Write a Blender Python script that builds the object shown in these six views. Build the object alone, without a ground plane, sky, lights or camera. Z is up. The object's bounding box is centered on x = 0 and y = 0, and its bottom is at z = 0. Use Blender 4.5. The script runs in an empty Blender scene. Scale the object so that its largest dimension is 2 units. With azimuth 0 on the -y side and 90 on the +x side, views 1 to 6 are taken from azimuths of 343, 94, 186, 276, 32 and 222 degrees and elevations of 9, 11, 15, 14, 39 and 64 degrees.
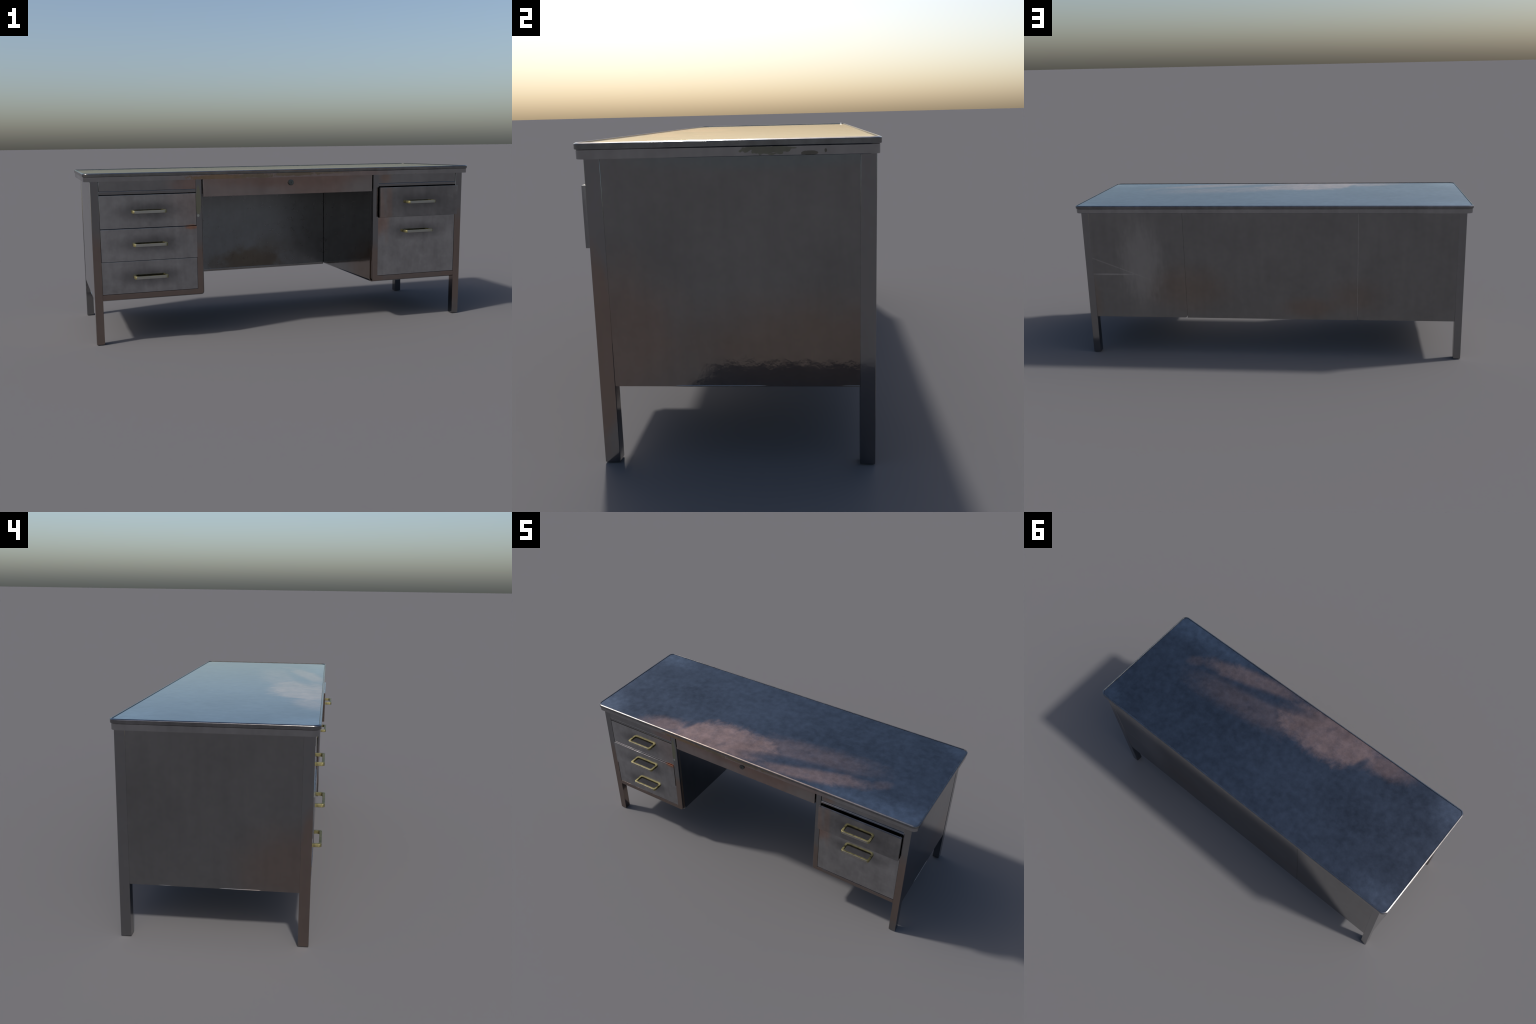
# Old steel double-pedestal office desk: metallic sheet-steel body, smooth steel
# top with rust bloom, two pedestals with drawers and brass pulls.
import bpy, bmesh, math
from mathutils import Vector, Matrix, noise

# ------------------------------------------------------------------ sizes (m)
TOP_Z = 0.800            # top of the desk
TRIM_Z = 0.7835          # joint between edge trim and apron band
BAND_Z = 0.7616          # underside of the apron band
TOP_X = 1.000            # half length of the top
TOP_F, TOP_B = -0.333, 0.372
CORNER_R = 0.030
LEG_X0, LEG_X1 = 0.9315, 0.9685
LEG_F0, LEG_F1 = -0.315, -0.2765
LEG_B0, LEG_B1 = 0.3245, 0.362
POST_X0, POST_X1 = 0.4495, 0.479      # inner post of a pedestal front frame
WALL_X = 0.4437                      # kneehole face of a pedestal
RAIL_Z = 0.2085                      # underside of the front frame
PED_Z = 0.2022                       # underside of the pedestals
FACE = -0.313                        # face of a closed drawer
BODY_TOP = 0.768                     # body runs up behind the apron band

# =================================================================== materials
class Graph:
    """Small helper for building shader node graphs on object coordinates."""
    def __init__(self, name):
        self.mat = bpy.data.materials.new(name)
        self.mat.use_nodes = True
        self.t = self.mat.node_tree
        self.t.nodes.clear()
        self.out = self.t.nodes.new('ShaderNodeOutputMaterial')
        self.bsdf = self.t.nodes.new('ShaderNodeBsdfPrincipled')
        self.t.links.new(self.bsdf.outputs[0], self.out.inputs[0])
        self.P = self.t.nodes.new('ShaderNodeTexCoord').outputs['Object']

    def put(self, sock, v):
        if isinstance(v, bpy.types.NodeSocket):
            self.t.links.new(v, sock)
        elif isinstance(v, (tuple, list)) and sock.type == 'RGBA':
            sock.default_value = (*v, 1.0)
        else:
            sock.default_value = v

    def math(self, op, a, b=0.0, clamp=False):
        n = self.t.nodes.new('ShaderNodeMath')
        n.operation = op
        n.use_clamp = clamp
        self.put(n.inputs[0], a)
        self.put(n.inputs[1], b)
        return n.outputs[0]

    def vmath(self, op, a, b):
        n = self.t.nodes.new('ShaderNodeVectorMath')
        n.operation = op
        self.put(n.inputs[0], a)
        self.put(n.inputs[1], b)
        return n.outputs['Value'] if op in ('LENGTH', 'DOT_PRODUCT') else n.outputs[0]

    def mapping(self, scale=(1, 1, 1), loc=(0, 0, 0), rot=(0, 0, 0), vec=None, kind='POINT'):
        n = self.t.nodes.new('ShaderNodeMapping')
        n.vector_type = kind
        self.put(n.inputs[0], vec or self.P)
        n.inputs['Location'].default_value = loc
        n.inputs['Rotation'].default_value = rot
        n.inputs['Scale'].default_value = scale
        return n.outputs[0]

    def noise(self, scale, detail=4.0, rough=0.55, vec=None, stretch=(1, 1, 1), loc=(0, 0, 0), dist=0.0):
        n = self.t.nodes.new('ShaderNodeTexNoise')
        self.put(n.inputs['Vector'], self.mapping(stretch, loc, vec=vec))
        n.inputs['Scale'].default_value = scale
        n.inputs['Detail'].default_value = detail
        n.inputs['Roughness'].default_value = rough
        n.inputs['Distortion'].default_value = dist
        return n.outputs[0]

    def ramp(self, v, lo, hi, a=0.0, b=1.0, smooth=True):
        n = self.t.nodes.new('ShaderNodeMapRange')
        n.interpolation_type = 'SMOOTHSTEP' if smooth else 'LINEAR'
        self.put(n.inputs[0], v)
        n.inputs[1].default_value = lo
        n.inputs[2].default_value = hi
        n.inputs[3].default_value = a
        n.inputs[4].default_value = b
        return n.outputs[0]

    def mix(self, f, a, b, mode='MIX'):
        n = self.t.nodes.new('ShaderNodeMix')
        n.data_type = 'RGBA'
        n.blend_type = mode
        self.put(n.inputs[0], f)
        self.put(n.inputs[6], a)
        self.put(n.inputs[7], b)
        return n.outputs[2]

    def blob(self, c, r, soft=0.5, ragged=0.35, turn=(0, 0, 0), wob=None):
        """Soft-edged ellipsoid stain round c with radii r, edge broken by noise."""
        v = self.mapping((r[0], r[1], r[2]), c, turn, kind='TEXTURE')
        d = self.vmath('LENGTH', v, (0, 0, 0))
        if wob is not None:
            d = self.math('ADD', d, self.math('MULTIPLY', self.math('SUBTRACT', wob, 0.5), ragged * 2))
        return self.ramp(d, 1 + soft * 0.5, 1 - soft * 0.5)


def steel(name, base, rough=0.2, mottle=0.18, stains=(), scratches=(), bump=0.05,
          wear=None, cool=0.0):
    """Bare/painted sheet steel: metallic, mottled, with placed rust stains.
    stains: (centre, radii, colour, strength, soft, ragged)"""
    g = Graph(name)
    big = g.noise(5.0, 5, 0.6)
    fine = g.noise(34.0, 5, 0.65, loc=(3, 1, 7))
    drip = g.noise(30.0, 4, 0.6, stretch=(1, 1, 0.12), loc=(6, 6, 0))
    m = g.math('ADD', g.math('MULTIPLY', big, 0.45), g.math('MULTIPLY', fine, 0.3))
    m = g.math('ADD', m, g.math('MULTIPLY', drip, 0.25))
    k = g.ramp(m, 0.3, 0.7, 1 - mottle, 1 + mottle, smooth=False)
    col = g.mix(1.0, base, k, 'MULTIPLY')
    if stains:
        wob = g.noise(11.0, 5, 0.62, loc=(9, 2, 4))
        chip = g.noise(48.0, 3, 0.6, loc=(2, 8, 1), dist=0.8)
        for c, r, tint, strength, soft, ragged in stains:
            mask = g.math('MULTIPLY', g.blob(c, r, soft, ragged, wob=chip if soft < 0.2 else wob), strength)
            col = g.mix(mask, col, g.mix(1.0, tint, k, 'MULTIPLY'))
    for c, r, turn, s in scratches:
        wob2 = g.noise(60.0, 3, 0.6, stretch=(1, 1, 0.25))
        mask = g.math('MULTIPLY', g.blob(c, r, 1.2, 0.6, turn, wob2), s)
        col = g.mix(mask, col, (0.55, 0.55, 0.55))
    g.put(g.bsdf.inputs['Base Color'], col)
    g.bsdf.inputs['Metallic'].default_value = 1.0
    g.put(g.bsdf.inputs['Roughness'], g.ramp(fine, 0.3, 0.7, rough * 0.85, rough * 1.2, smooth=False))
    if bump:
        h = g.noise(36.0, 3.0, 0.55, loc=(1, 5, 2))
        b = g.t.nodes.new('ShaderNodeBump')
        b.inputs['Strength'].default_value = 1.0
        b.inputs['Distance'].default_value = bump * 0.006
        g.put(b.inputs['Height'], h)
        g.t.links.new(b.outputs[0], g.bsdf.inputs['Normal'])
    return g.mat


RUST = (0.34, 0.19, 0.13)
BROWN = (0.295, 0.232, 0.20)
GREY = (0.25, 0.25, 0.25)

M_BODY = steel('body_steel', GREY, 0.025, 0.15, stains=[
    ((0.43, 0.362, 0.36), (0.17, 0.08, 0.10), (0.265, 0.21, 0.17), 0.6, 1.6, 0.5),
    ((-0.44, 0.362, 0.325), (0.11, 0.08, 0.07), (0.265, 0.21, 0.175), 0.5, 1.6, 0.5),
    ((-0.20, 0.362, 0.265), (0.12, 0.05, 0.05), (0.28, 0.21, 0.17), 0.5, 1.3, 0.5),
    ((0.968, -0.25, 0.31), (0.06, 0.12, 0.17), BROWN, 0.8, 1.3, 0.4),
    ((0.968, 0.22, 0.29), (0.06, 0.30, 0.12), (0.26, 0.20, 0.16), 0.7, 1.2, 0.4),
    ((-0.968, -0.24, 0.28), (0.06, 0.16, 0.13), BROWN, 0.75, 1.3, 0.4),
    ((0.447, -0.22, 0.27), (0.06, 0.16, 0.10), (0.28, 0.20, 0.15), 0.8, 1.2, 0.4),
        ((0.968, 0.14, 0.757), (0.03, 0.30, 0.025), (0.22, 0.27, 0.28), 0.6, 1.2, 0.5),
], scratches=[
    ((0.835, 0.362, 0.436), (0.11, 0.03, 0.0035), (0, 0, 0), 0.5),
    ((0.80, 0.362, 0.473), (0.15, 0.03, 0.0025), (0, -0.36, 0), 0.28),
    ((0.67, 0.362, 0.50), (0.09, 0.03, 0.18), (0, 0, 0), 0.30),
])
M_FRAME = steel('frame_steel', (0.26, 0.26, 0.265), 0.08, 0.08, stains=[
    ((-0.95, -0.315, 0.20), (0.10, 0.05, 0.31), BROWN, 0.9, 0.35, 0.25),
    ((-0.70, -0.315, 0.215), (0.30, 0.05, 0.03), BROWN, 0.9, 0.8, 0.2),
    ((-0.463, -0.315, 0.26), (0.05, 0.06, 0.19), BROWN, 0.9, 0.35, 0.25),
    ((0.463, -0.315, 0.25), (0.05, 0.06, 0.15), BROWN, 0.85, 0.5, 0.3),
    ((0.72, -0.315, 0.215), (0.26, 0.05, 0.03), BROWN, 0.7, 0.8, 0.5),
    ((0.95, -0.315, 0.30), (0.10, 0.05, 0.25), BROWN, 0.85, 0.35, 0.25),
    ((0.968, -0.30, 0.32), (0.05, 0.05, 0.16), BROWN, 0.6, 0.8, 0.4),
    ((-0.468, -0.315, 0.655), (0.012, 0.03, 0.075), (0.30, 0.31, 0.22), 0.85, 0.3, 0.7),
    ((-0.47, -0.315, 0.59), (0.006, 0.03, 0.007), (0.62, 0.68, 0.62), 0.9, 0.5, 0.3),
], bump=0.03)
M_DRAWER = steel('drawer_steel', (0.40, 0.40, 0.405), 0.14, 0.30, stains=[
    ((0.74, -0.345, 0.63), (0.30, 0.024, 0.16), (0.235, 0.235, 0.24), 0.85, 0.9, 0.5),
    ((-0.46, -0.313, 0.68), (0.13, 0.06, 0.16), (0.40, 0.33, 0.31), 0.6, 1.2, 0.5),
    ((-0.50, -0.313, 0.538), (0.035, 0.04, 0.012), (0.55, 0.27, 0.16), 0.8, 0.8, 0.7),
    ((0.478, -0.32, 0.58), (0.03, 0.06, 0.13), (0.38, 0.27, 0.22), 0.6, 0.9, 0.6),
    ((0.53, -0.32, 0.60), (0.018, 0.06, 0.16), (0.38, 0.27, 0.22), 0.5, 1.2, 0.6),
    ((0.50, -0.313, 0.50), (0.035, 0.04, 0.04), (0.42, 0.28, 0.23), 0.5, 1.0, 0.7),
] + [((sx * 0.7045, -0.313 - dy, z), (0.125, 0.08, 0.034), (0.15, 0.15, 0.155), 0.75, 1.6, 0.5)  # occlusion shade round each handle, painted as dark patches
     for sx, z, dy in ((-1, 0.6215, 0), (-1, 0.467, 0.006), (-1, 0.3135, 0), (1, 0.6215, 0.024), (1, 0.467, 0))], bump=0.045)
M_PENCIL = steel('rusty_drawer_steel', (0.36, 0.31, 0.295), 0.12, 0.18, stains=[
    ((0.05, -0.308, 0.75), (0.40, 0.05, 0.035), (0.32, 0.22, 0.185), 0.75, 1.2, 0.6),
    ((0.15, -0.308, 0.70), (0.16, 0.05, 0.05), (0.35, 0.255, 0.22), 0.6, 1.2, 0.6),
    ((0.42, -0.308, 0.70), (0.12, 0.05, 0.06), (0.34, 0.33, 0.32), 0.6, 1.2, 0.5),
], bump=0.045)
M_SLIDE = steel('slide_steel', (0.29, 0.29, 0.295), 0.12, 0.22, stains=[
    ((-0.47, -0.31, 0.74), (0.11, 0.05, 0.05), (0.36, 0.25, 0.22), 0.8, 1.2, 0.5),
    ((0.52, -0.31, 0.745), (0.03, 0.05, 0.03), (0.36, 0.24, 0.18), 0.6, 1.2, 0.6),
], bump=0.04)
M_TRIM = steel('trim_steel', (0.20, 0.20, 0.205), 0.17, 0.32, stains=[
    ((0.1, -0.33, 0.797), (0.62, 0.012, 0.006), (0.36, 0.26, 0.21), 0.4, 0.9, 0.7),
], bump=0.03)
M_BAND = steel('band_steel', (0.34, 0.34, 0.345), 0.1, 0.22, stains=[
    ((-0.02, -0.333, 0.772), (0.52, 0.02, 0.04), (0.40, 0.33, 0.31), 0.95, 0.5, 0.3),
    ((-0.36, -0.333, 0.770), (0.16, 0.02, 0.012), (0.36, 0.26, 0.17), 0.95, 0.12, 1.1),
    ((-0.18, -0.333, 0.772), (0.10, 0.02, 0.010), (0.31, 0.26, 0.19), 0.95, 0.1, 1.3),
    ((0.03, -0.333, 0.776), (0.14, 0.02, 0.008), (0.31, 0.26, 0.19), 0.95, 0.1, 1.2),
    ((0.20, -0.333, 0.778), (0.10, 0.02, 0.004), (0.31, 0.26, 0.19), 0.8, 0.1, 1.2),
    ((0.996, 0.12, 0.775), (0.02, 0.055, 0.009), (0.20, 0.21, 0.17), 0.9, 0.1, 1.2),
    ((0.996, 0.21, 0.767), (0.02, 0.020, 0.005), (0.15, 0.15, 0.13), 0.9, 0.1, 1.2),
    ((0.996, 0.245, 0.772), (0.02, 0.004, 0.006), (0.15, 0.15, 0.13), 0.9, 0.1, 1.2),
], bump=0.03)


def top_material():
    """Desk top: dark burnished steel with a cloud of pinkish rust at the front."""
    g = Graph('top_steel')
    streak = g.noise(7.0, 9, 0.68, stretch=(1, 1.6, 1), loc=(2, 0, 0), dist=0.6)
    hair = g.noise(24.0, 6, 0.7, stretch=(1.0, 0.45, 1), loc=(1, 6, 0), dist=1.2)
    streak = g.math('ADD', g.math('MULTIPLY', streak, 0.68), g.math('MULTIPLY', hair, 0.32))
    big = g.noise(3.0, 6, 0.6, loc=(5, 5, 0))
    fine = g.noise(26.0, 7, 0.65)
    m = g.math('ADD', g.math('MULTIPLY', big, 0.45), g.math('MULTIPLY', fine, 0.55))
    k = g.ramp(m, 0.3, 0.7, 0.62, 1.38, smooth=False)
    col = g.mix(1.0, (0.150, 0.158, 0.170), k, 'MULTIPLY')
    pale_metal = (0.27, 0.29, 0.31)
    for c, r, st in (((0.80, -0.30), (0.28, 0.085), 0.8), ((0.97, -0.30), (0.08, 0.10), 0.5),
                     ((-0.96, -0.30), (0.10, 0.10), 0.75), ((-0.95, 0.33), (0.14, 0.08), 0.6),
                     ((0.96, 0.34), (0.10, 0.06), 0.5)):
        mk = g.math('MULTIPLY', g.blob((c[0], c[1], TOP_Z), (r[0], r[1], 1), 1.6, 0.4, wob=streak), st)
        col = g.mix(mk, col, g.mix(1.0, pale_metal, k, 'MULTIPLY'))
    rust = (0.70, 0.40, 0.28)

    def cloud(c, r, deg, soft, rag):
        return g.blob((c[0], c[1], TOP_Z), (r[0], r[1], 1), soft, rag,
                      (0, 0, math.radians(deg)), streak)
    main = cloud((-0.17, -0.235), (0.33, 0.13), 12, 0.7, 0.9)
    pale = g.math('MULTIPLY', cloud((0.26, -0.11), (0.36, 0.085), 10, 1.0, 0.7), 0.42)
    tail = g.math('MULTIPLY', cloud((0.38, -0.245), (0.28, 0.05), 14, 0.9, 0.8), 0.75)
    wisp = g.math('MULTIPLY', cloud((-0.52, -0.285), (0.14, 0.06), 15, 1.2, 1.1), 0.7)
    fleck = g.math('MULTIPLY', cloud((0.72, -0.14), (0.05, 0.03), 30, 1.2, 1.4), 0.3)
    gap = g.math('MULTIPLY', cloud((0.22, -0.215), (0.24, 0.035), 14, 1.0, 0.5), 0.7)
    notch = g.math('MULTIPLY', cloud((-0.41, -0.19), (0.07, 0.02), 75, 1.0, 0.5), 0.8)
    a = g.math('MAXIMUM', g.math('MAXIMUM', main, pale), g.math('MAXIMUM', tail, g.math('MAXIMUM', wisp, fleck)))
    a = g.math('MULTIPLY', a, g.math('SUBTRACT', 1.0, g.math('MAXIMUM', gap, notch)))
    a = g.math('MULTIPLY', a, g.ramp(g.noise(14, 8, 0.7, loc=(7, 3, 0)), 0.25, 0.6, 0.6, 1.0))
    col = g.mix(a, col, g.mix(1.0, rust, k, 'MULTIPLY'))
    g.put(g.bsdf.inputs['Base Color'], col)
    g.bsdf.inputs['Metallic'].default_value = 1.0
    g.put(g.bsdf.inputs['Roughness'], g.math('ADD', g.ramp(fine, 0.3, 0.7, 0.03, 0.055), g.math('MULTIPLY', a, 0.02)))
    b = g.t.nodes.new('ShaderNodeBump')
    b.inputs['Strength'].default_value = 1.0
    b.inputs['Distance'].default_value = 0.00013
    g.put(b.inputs['Height'], g.math('ADD', g.noise(18, 6, 0.65, loc=(4, 4, 0)),
                                     g.math('MULTIPLY', g.noise(9, 3, 0.6, loc=(8, 1, 0)), 1.6)))
    g.t.links.new(b.outputs[0], g.bsdf.inputs['Normal'])
    return g.mat


def brass_material():
    """Brass pulls; the front of the grip is worn to a grey nickel tone."""
    g = Graph('worn_brass')
    n = g.noise(60, 4, 0.6)
    k = g.ramp(n, 0.3, 0.7, 0.8, 1.2)
    sep = g.t.nodes.new('ShaderNodeSeparateXYZ')
    g.put(sep.inputs[0], g.P)
    front = g.ramp(sep.outputs[1], -0.0335, -0.0347)
    front = g.math('MULTIPLY', front, g.ramp(g.noise(45, 3, 0.6, loc=(2, 2, 2)), 0.3, 0.5, 0.6, 1.0))
    col = g.mix(front, g.mix(1.0, (0.34, 0.305, 0.15), k, 'MULTIPLY'), (0.36, 0.34, 0.30))
    g.put(g.bsdf.inputs['Base Color'], col)
    g.bsdf.inputs['Metallic'].default_value = 1.0
    g.put(g.bsdf.inputs['Roughness'], g.ramp(n, 0.3, 0.7, 0.4, 0.55))
    return g.mat


def plain(name, col, metallic, rough):
    g = Graph(name)
    k = g.ramp(g.noise(40, 4, 0.6), 0.3, 0.7, 0.8, 1.2)
    g.put(g.bsdf.inputs['Base Color'], g.mix(1.0, col, k, 'MULTIPLY'))
    g.bsdf.inputs['Metallic'].default_value = metallic
    g.bsdf.inputs['Roughness'].default_value = rough
    return g.mat


M_INNER = steel('kneehole_steel', (0.20, 0.205, 0.215), 0.30, 0.16, stains=[  # darker, slightly bluer and rougher than the body steel
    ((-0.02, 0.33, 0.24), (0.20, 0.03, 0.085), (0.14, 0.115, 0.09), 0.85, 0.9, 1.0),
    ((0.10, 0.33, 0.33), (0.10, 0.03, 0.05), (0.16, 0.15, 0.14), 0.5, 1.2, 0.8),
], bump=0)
M_WALL = steel('wall_steel', (0.27, 0.27, 0.272), 0.09, 0.15, stains=[
    ((0.444, -0.24, 0.27), (0.06, 0.18, 0.10), (0.29, 0.225, 0.185), 0.8, 1.2, 0.4),
], bump=0.03)
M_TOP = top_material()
M_BRASS = brass_material()
M_LOCK = plain('lock_steel', (0.14, 0.15, 0.145), 1.0, 0.3)
M_DARK = plain('near_black_inside', (0.012, 0.012, 0.012), 0.0, 0.8)

# ==================================================================== geometry
desk = bpy.data.objects.new('steel_desk', None)
bpy.context.scene.collection.objects.link(desk)
desk['label'] = 'worn grey steel double pedestal desk with brass drawer pulls'
desk['category'] = 'office desk'


def harden_normals(me, ratio=2.5):
    """Keep the large flat faces flat: at each corner a face takes the normal of a
    clearly larger neighbour, so only the narrow rounded edges shade softly."""
    around = [[] for _ in me.vertices]
    for p in me.polygons:
        for v in p.vertices:
            around[v].append(p.index)
    P = me.polygons
    area = [p.area for p in P]
    nors = [None] * len(me.loops)
    base = [c.vector.copy() for c in me.corner_normals]
    for p in P:
        for li in p.loop_indices:
            best, k = area[p.index], p.index
            for q in around[me.loops[li].vertex_index]:
                if area[q] > best and P[q].normal.dot(p.normal) > 0.64:
                    best, k = area[q], q
            big = max((area[q] for q in around[me.loops[li].vertex_index]
                       if q != k and P[q].normal.dot(p.normal) > 0.64), default=0.0)
            nors[li] = P[k].normal.copy() if best > ratio * big else base[li]
    me.normals_split_custom_set(nors)


def finish(bm, name, mat, parent=desk, bevel=0.0, seg=2, angle=40, harden=True):
    bmesh.ops.recalc_face_normals(bm, faces=bm.faces)
    if bevel:
        edges = [e for e in bm.edges if len(e.link_faces) == 2
                 and e.calc_face_angle(0) > math.radians(30)]
        bmesh.ops.bevel(bm, geom=edges, offset=bevel, segments=seg, profile=0.5,
                        affect='EDGES', clamp_overlap=True)
    me = bpy.data.meshes.new(name)
    bm.to_mesh(me)
    bm.free()
    for p in me.polygons:
        p.use_smooth = True
    me.set_sharp_from_angle(angle=math.radians(angle))
    if harden:
        harden_normals(me)
    for m in (mat if isinstance(mat, (list, tuple)) else [mat]):
        me.materials.append(m)
    ob = bpy.data.objects.new(name, me)
    bpy.context.scene.collection.objects.link(ob)
    ob.parent = parent
    return ob


def add_box(bm, x0, x1, y0, y1, z0, z1):
    x0, x1 = sorted((x0, x1))
    m = Matrix.Translation(((x0 + x1) / 2, (y0 + y1) / 2, (z0 + z1) / 2)) @ \
        Matrix.Diagonal((x1 - x0, y1 - y0, z1 - z0, 1))
    return bmesh.ops.create_cube(bm, size=1, matrix=m)['verts']


def box(name, mat, x0, x1, y0, y1, z0, z1, parent=desk, bevel=0.0015, seg=2):
    bm = bmesh.new()
    add_box(bm, x0, x1, y0, y1, z0, z1)
    return finish(bm, name, mat, parent, bevel, seg)


def prism(bm, outline, y0, y1):
    """Extrude a closed xz outline along y."""
    a = [bm.verts.new((x, y0, z)) for x, z in outline]
    b = [bm.verts.new((x, y1, z)) for x, z in outline]
    n = len(outline)
    bm.faces.new(a)
    bm.faces.new(b[::-1])
    for i in range(n):
        j = (i + 1) % n
        bm.faces.new((a[i], b[i], b[j], a[j]))


def rounded_rect(inset, seg=8):
    """Outline of the desk top, moved inwards by inset."""
    x, f, b = TOP_X - inset, TOP_F + inset, TOP_B - inset
    r = max(CORNER_R - inset, 0.004)
    pts = []
    for cx, cy, a0 in ((x - r, b - r, 0), (-x + r, b - r, 90), (-x + r, f + r, 180), (x - r, f + r, 270)):
        for i in range(seg + 1):
            a = math.radians(a0 + 90 * i / seg)
            pts.append((cx + r * math.cos(a), cy + r * math.sin(a)))
    return pts


def ring_loft(bm, profile, cap_first=False, cap_last=False):
    """Loft rounded-rectangle rings: profile is a list of (inset, z)."""
    rings = [[bm.verts.new((x, y, z)) for x, y in rounded_rect(d)] for d, z in profile]
    for a, b in zip(rings, rings[1:]):
        for i in range(len(a)):
            j = (i + 1) % len(a)
            bm.faces.new((a[i], a[j], b[j], b[i]))
    if cap_first:
        bm.faces.new(rings[0][::-1])
    if cap_last:
        bm.faces.new(rings[-1])


# ---- desk top: flat field, edge trim with a rolled top edge, apron band below
FIELD = 0.0088
FIELD_Z = TOP_Z - 0.0024
bm = bmesh.new()
ring_loft(bm, [(0.03, TRIM_Z + 0.002), (0.0015, TRIM_Z + 0.0003), (0.0, TRIM_Z + 0.0018),
               (0.0, TOP_Z - 0.0036), (0.0007, TOP_Z - 0.0022), (0.0050, TOP_Z - 0.0002),
               (0.0068, TOP_Z), (0.0073, TOP_Z - 0.0003),
               (0.0075, TOP_Z - 0.0045)], cap_first=True)
trim = finish(bm, 'edge_trim', M_TRIM, angle=18, harden=False)

bm = bmesh.new()
ring_loft(bm, [(FIELD - 0.0008, TOP_Z - 0.006), (FIELD - 0.0008, FIELD_Z - 0.0005), (FIELD, FIELD_Z)],
          cap_first=True)
# the field is gridded so that its normals can ease off towards the corners
NX = 48
def field_normal(x, y):
    n = Vector((0, 0, 1))
    for sx in (-1, 1):
        for cy, sy in ((TOP_F, -1), (TOP_B, 1)):
            d = math.hypot((x - sx * TOP_X) * 0.55, y - cy)
            w = max(0.0, 1 - d / 0.17) ** 2
            n += Vector((sx * 0.6, sy, 0)) * (0.012 * w)
    return n.normalized()
edges = [e for e in bm.edges if e.is_boundary]
top_face = bmesh.ops.contextual_create(bm, geom=edges)['faces']
for k in range(1, NX):
    x = -TOP_X + 2 * TOP_X * k / NX
    g = [f for f in bm.faces if f.normal.z > 0.9 or f in top_face]
    bmesh.ops.bisect_plane(bm, geom=g + list({e for f in g for e in f.edges}) + list({v for f in g for v in f.verts}),
                           plane_co=(x, 0, 0), plane_no=(1, 0, 0), dist=1e-6)
    bm.normal_update()
for k in range(1, 20):
    y = TOP_F + (TOP_B - TOP_F) * k / 20
    g = [f for f in bm.faces if f.normal.z > 0.9]
    bmesh.ops.bisect_plane(bm, geom=g + list({e for f in g for e in f.edges}) + list({v for f in g for v in f.verts}),
                           plane_co=(0, y, 0), plane_no=(0, 1, 0), dist=1e-6)
    bm.normal_update()
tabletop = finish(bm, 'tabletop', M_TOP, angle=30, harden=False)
me = tabletop.data
nor = []
for p in me.polygons:
    for li in p.loop_indices:
        v = me.vertices[me.loops[li].vertex_index].co
        nor.append(field_normal(v.x, v.y) if p.normal.z > 0.9 else p.normal.copy())
me.normals_split_custom_set(nor)
trim.parent = tabletop

bm = bmesh.new()
ring_loft(bm, [(0.05, BAND_Z), (0.0044, BAND_Z), (0.0037, BAND_Z + 0.0009), (0.0037, TRIM_Z - 0.001),
               (0.006, TRIM_Z + 0.003)], cap_first=True, cap_last=True)
finish(bm, 'apron_band', M_BAND, angle=18, harden=False)

# ---- legs: square tube, full height, one at each corner
for sx in (-1, 1):
    for y0, y1 in ((LEG_F0, LEG_F1), (LEG_B0, LEG_B1)):
        box('leg', M_FRAME, sx * LEG_X0, sx * LEG_X1, y0, y1, 0.0, BODY_TOP, bevel=0.0015, seg=3)

# ---- pedestals
R = 0.014
def bent(sx, off, wall=WALL_X, floor=None):
    """Inner wall, rounded lower corner and floor line of a pedestal (xz)."""
    floor = PED_Z if floor is None else floor
    pts = [(wall + off, BODY_TOP)]
    cx, cz, r = wall + R, floor + R, R - off
    for i in range(9):
        a = math.radians(180 + 90 * i / 8)
        pts.append((cx + r * math.cos(a), cz + r * math.sin(a)))
    pts.append((LEG_X0, floor + off))
    return [(sx * x, z) for x, z in pts]

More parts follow.
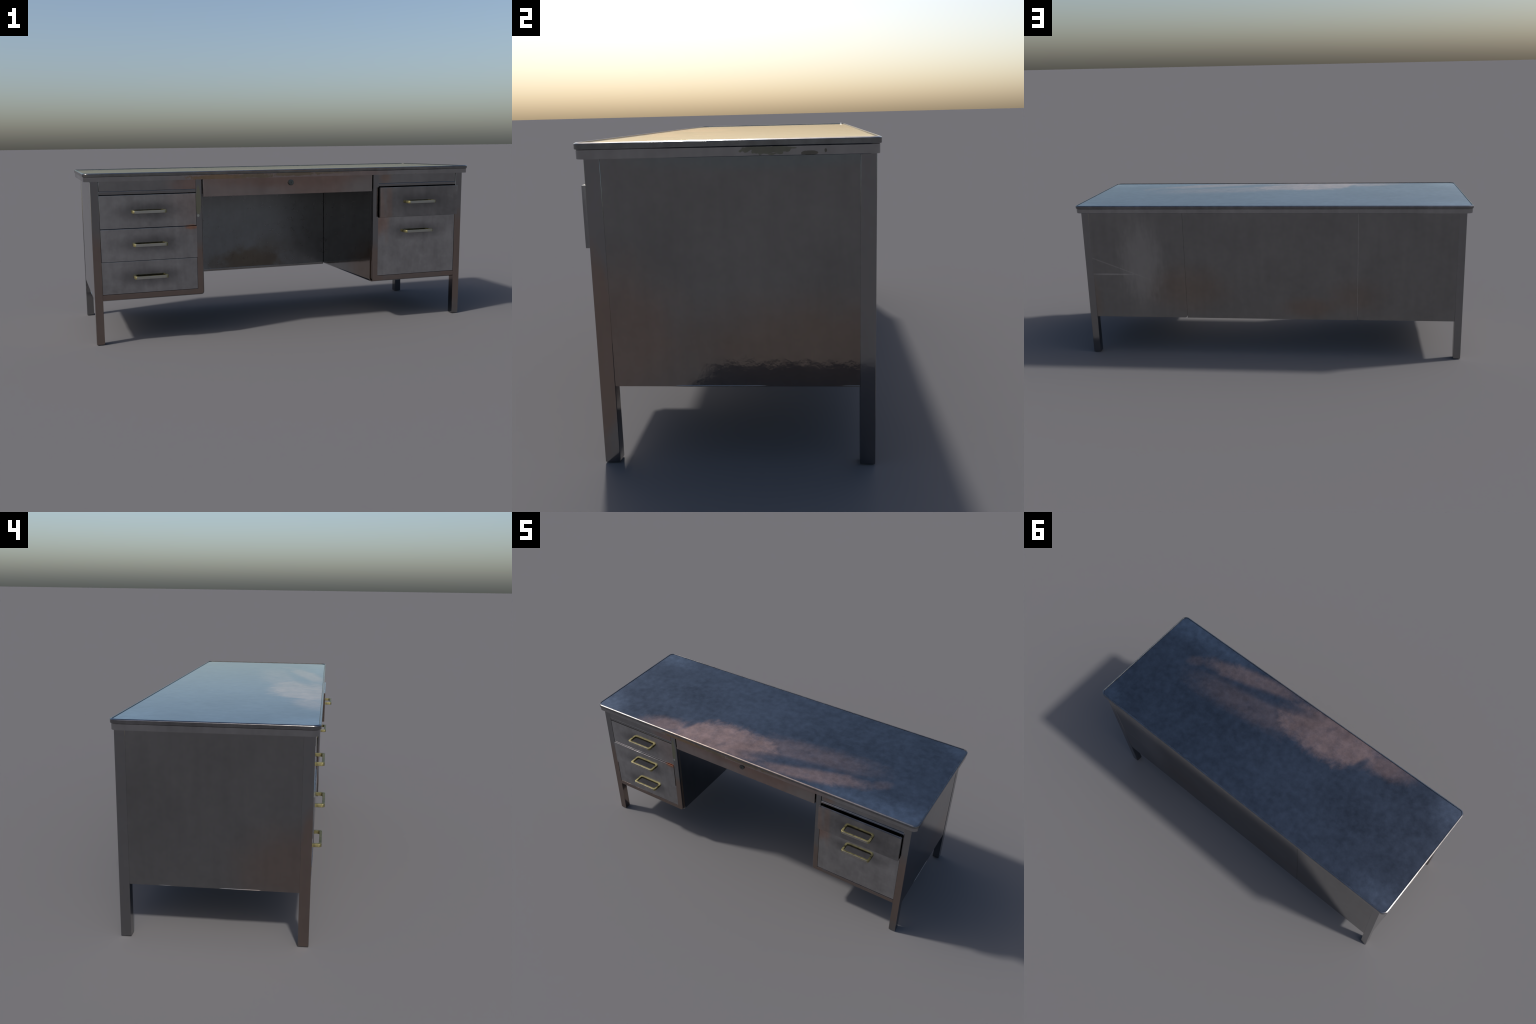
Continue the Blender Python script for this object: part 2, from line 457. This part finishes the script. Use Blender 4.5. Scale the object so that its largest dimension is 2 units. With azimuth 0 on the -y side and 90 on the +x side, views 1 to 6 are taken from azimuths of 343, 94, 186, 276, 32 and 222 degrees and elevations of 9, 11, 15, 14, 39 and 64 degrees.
for sx in (-1, 1):
    # bent sheet forming the kneehole wall and the floor of the pedestal
    bm = bmesh.new()
    prism(bm, bent(sx, 0.0008) + bent(sx, 0.005)[::-1], -0.294, LEG_B1 - 0.003)
    ped = finish(bm, 'pedestal', M_WALL)
    # back plate with the rounded lower corner
    bm = bmesh.new()
    prism(bm, bent(sx, 0.0) + [(sx * (LEG_X0 + 0.002), BODY_TOP)], LEG_B1 - 0.006, LEG_B1 - 0.0008)
    finish(bm, 'back_plate', M_BODY, ped, bevel=0.0004, seg=1)
    # outer side panel between the legs, with a bead drawing the broken bright line below
    bm = bmesh.new()
    add_box(bm, sx * 0.962, sx * 0.9672, LEG_F1 - 0.002, LEG_B0 + 0.002, PED_Z, BODY_TOP)
    finish(bm, 'side_panel', M_BODY, ped, bevel=0.001)
    bm = bmesh.new()
    n = 60
    prev = None
    for i in range(n + 1):
        y = LEG_F1 + 0.001 + (LEG_B0 - LEG_F1 - 0.002) * i / n
        bulge = noise.noise((y * 7.0 + sx * 4.3, 1.7, 0.3))
        cx = sx * (0.9655 + max(-0.0016, min(0.0016, bulge * 0.006 + 0.0006)))
        ring = [bm.verts.new((cx + 0.0022 * math.cos(a), y, PED_Z + 0.0016 + 0.0022 * math.sin(a)))
                for a in [math.radians(45 * q) for q in range(8)]]
        if prev:
            for q in range(8):
                bm.faces.new((prev[q], prev[(q + 1) % 8], ring[(q + 1) % 8], ring[q]))
        prev = ring
    finish(bm, 'bright_edge_bead', M_BODY, ped, angle=60)
    # front frame: inner post and lower rail in one piece, outer edge rolled back
    z_rail, roll = 0.2355, 0.0065
    bm = bmesh.new()
    paths = []
    for i in range(6):
        a = math.radians(90 * i / 5)
        paths.append([bm.verts.new((x, LEG_F0 + roll * (1 - math.cos(a)), z))
                      for x, z in bent(sx, roll * (1 - math.sin(a)), POST_X0, RAIL_Z)])
    paths.append([bm.verts.new((v.co.x, LEG_F0 + 0.024, v.co.z)) for v in paths[-1]])
    for p, q in zip(paths, paths[1:]):
        for i in range(len(p) - 1):
            bm.faces.new((p[i], p[i + 1], q[i + 1], q[i]))
    inner = [(sx * LEG_X0, z_rail), (sx * POST_X1, z_rail), (sx * POST_X1, BODY_TOP)]
    fi = [bm.verts.new((x, LEG_F0, z)) for x, z in inner]
    bi = [bm.verts.new((x, LEG_F0 + 0.024, z)) for x, z in inner]
    bm.faces.new(paths[0] + fi)
    bm.faces.new((paths[-1] + bi)[::-1])
    for i in range(2):
        bm.faces.new((fi[i], fi[i + 1], bi[i + 1], bi[i]))
    finish(bm, 'front_frame', M_FRAME, ped, angle=45)
    box('cross_rail', M_FRAME, sx * POST_X1, sx * LEG_X0, LEG_F0 + 0.0006, LEG_F0 + 0.02, 0.7005, 0.7165,
        ped, bevel=0.002, seg=3)
    # pull-out writing slide closed in its slot, with a thin raised lip
    box('writing_slide', M_SLIDE, sx * (POST_X1 + 0.0008), sx * (LEG_X0 - 0.0008), LEG_F0 + (0.0045 if sx > 0 else -0.0008), -0.05,
        0.7168, BODY_TOP - 0.004, ped, bevel=0.0012)
    # near-black plate set deep behind the drawers
    box('dark_gap_plate', M_DARK, sx * (POST_X1 + 0.001), sx * (LEG_X0 - 0.001), 0.20, 0.205, 0.237, 0.70, ped, bevel=0)

# ---- modesty panel between the pedestals with a folded lower lip
panel = box('modesty_panel', M_BODY, -WALL_X + 0.0006, WALL_X - 0.0006, 0.350, LEG_B1 - 0.0006, PED_Z - 0.0004, BODY_TOP, bevel=0)
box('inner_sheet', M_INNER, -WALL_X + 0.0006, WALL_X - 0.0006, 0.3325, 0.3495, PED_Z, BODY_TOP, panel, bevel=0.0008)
box('folded_lip', M_BODY, -WALL_X + 0.001, WALL_X - 0.001, 0.3302, 0.336, PED_Z - 0.0008, PED_Z + 0.013, panel, bevel=0.0016)

# ---- brass pull: flat bar bent into a U, shared by all drawers
def pull_mesh():
    half, depth, t, h = 0.0795, 0.035, 0.0105, 0.0130
    def u_path(off, r, n=6):
        pts = [(-half + off, 0.001)]
        for cx, a0 in ((-half + off + r, 180), (half - off - r, 270)):
            for i in range(n + 1):
                a = math.radians(a0 + 90 * i / n)
                pts.append((cx + r * math.cos(a), -depth + off + r + r * math.sin(a)))
        pts.append((half - off, 0.001))
        return pts
    outer, inner = u_path(0.0, 0.012), u_path(t, 0.009)
    bm = bmesh.new()
    rows = []
    for z in (-h / 2, h / 2):
        rows.append(([bm.verts.new((x, y, z)) for x, y in outer], [bm.verts.new((x, y, z)) for x, y in inner]))
    (ob, ib), (ot, it) = rows
    for i in range(len(outer) - 1):
        bm.faces.new((ob[i], ob[i + 1], ot[i + 1], ot[i]))
        bm.faces.new((ib[i + 1], ib[i], it[i], it[i + 1]))
        bm.faces.new((ot[i], ot[i + 1], it[i + 1], it[i]))
        bm.faces.new((ob[i + 1], ob[i], ib[i], ib[i + 1]))
    for i in (0, len(outer) - 1):
        bm.faces.new((ob[i], ot[i], it[i], ib[i]))
    ob_ = finish(bm, 'handle', M_BRASS, bevel=0.0012, seg=2)
    return ob_

pull = pull_mesh()
first = True

def drawer(name, sx, z0, z1, pulled, handle_z):
    """Drawer front with the box behind it; pulled = how far it stands open."""
    global first
    y = FACE - pulled
    x0, x1 = POST_X1 + 0.0004, LEG_X0 - 0.0008
    bm = bmesh.new()
    add_box(bm, sx * x0, sx * x1, y, y + 0.012, z0, z1)
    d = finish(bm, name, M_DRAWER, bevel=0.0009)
    # open tray behind the front: floor, two sides, back
    bm = bmesh.new()
    a, b, w, yb = x0 + 0.012, x1 - 0.012, 0.0015, 0.15
    add_box(bm, sx * a, sx * b, y + 0.0115, yb, z0 + 0.012, z0 + 0.0135)
    add_box(bm, sx * a, sx * (a + w), y + 0.0115, yb, z0 + 0.0135, z1 - 0.006)
    add_box(bm, sx * (b - w), sx * b, y + 0.0115, yb, z0 + 0.0135, z1 - 0.006)
    add_box(bm, sx * (a + w), sx * (b - w), yb - w, yb, z0 + 0.0135, z1 - 0.006)
    finish(bm, 'drawer_tray', M_DARK, d)
    h = pull if first else pull.copy()
    if not first:
        bpy.context.scene.collection.objects.link(h)
    first = False
    h.parent = d
    h.location = (sx * 0.7045, y, handle_z)
    return d

drawer('drawer', -1, 0.5435, 0.6968, 0.0, 0.6195)
drawer('drawer', -1, 0.3904, 0.5410, 0.006, 0.4655)
drawer('drawer', -1, 0.2365, 0.3878, 0.0, 0.3120)
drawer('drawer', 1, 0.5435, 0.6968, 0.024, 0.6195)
drawer('file_drawer', 1, 0.2365, 0.5408, 0.0, 0.4655)

# ---- shallow pencil drawer over the kneehole with a round lock
pencil = box('pencil_drawer', M_PENCIL, -0.4430, 0.4430, -0.3135, -0.296, 0.6780, BODY_TOP, bevel=0.0015)
box('drawer_box', M_BODY, -0.435, 0.435, -0.2965, 0.10, 0.688, BODY_TOP - 0.002, pencil, bevel=0.001)

def lathe(bm, prof, c, n=32):
    """Turn (radius, y) profile about the y axis through c."""
    rings = []
    for r, y in prof:
        rings.append([bm.verts.new((c[0] + r * math.cos(2 * math.pi * i / n), c[1] + y,
                                    c[2] + r * math.sin(2 * math.pi * i / n))) for i in range(n)])
    for a, b in zip(rings, rings[1:]):
        for i in range(n):
            bm.faces.new((a[i], a[(i + 1) % n], b[(i + 1) % n], b[i]))
    bm.faces.new(rings[-1])
    bm.faces.new(rings[0][::-1])

LC = (0.0, -0.3135, 0.7345)
bm = bmesh.new()
lathe(bm, [(0.0145, 0.002), (0.0145, -0.004), (0.0138, -0.005), (0.0118, -0.0052), (0.0112, -0.0042),
           (0.0110, -0.0052), (0.0100, -0.0058)], LC)
lock = finish(bm, 'lock', M_LOCK, pencil, angle=35)
box('keyhole', M_DARK, -0.0012, 0.0012, LC[1] - 0.0061, LC[1] - 0.004, LC[2] - 0.0055, LC[2] + 0.0045, pencil, bevel=0)
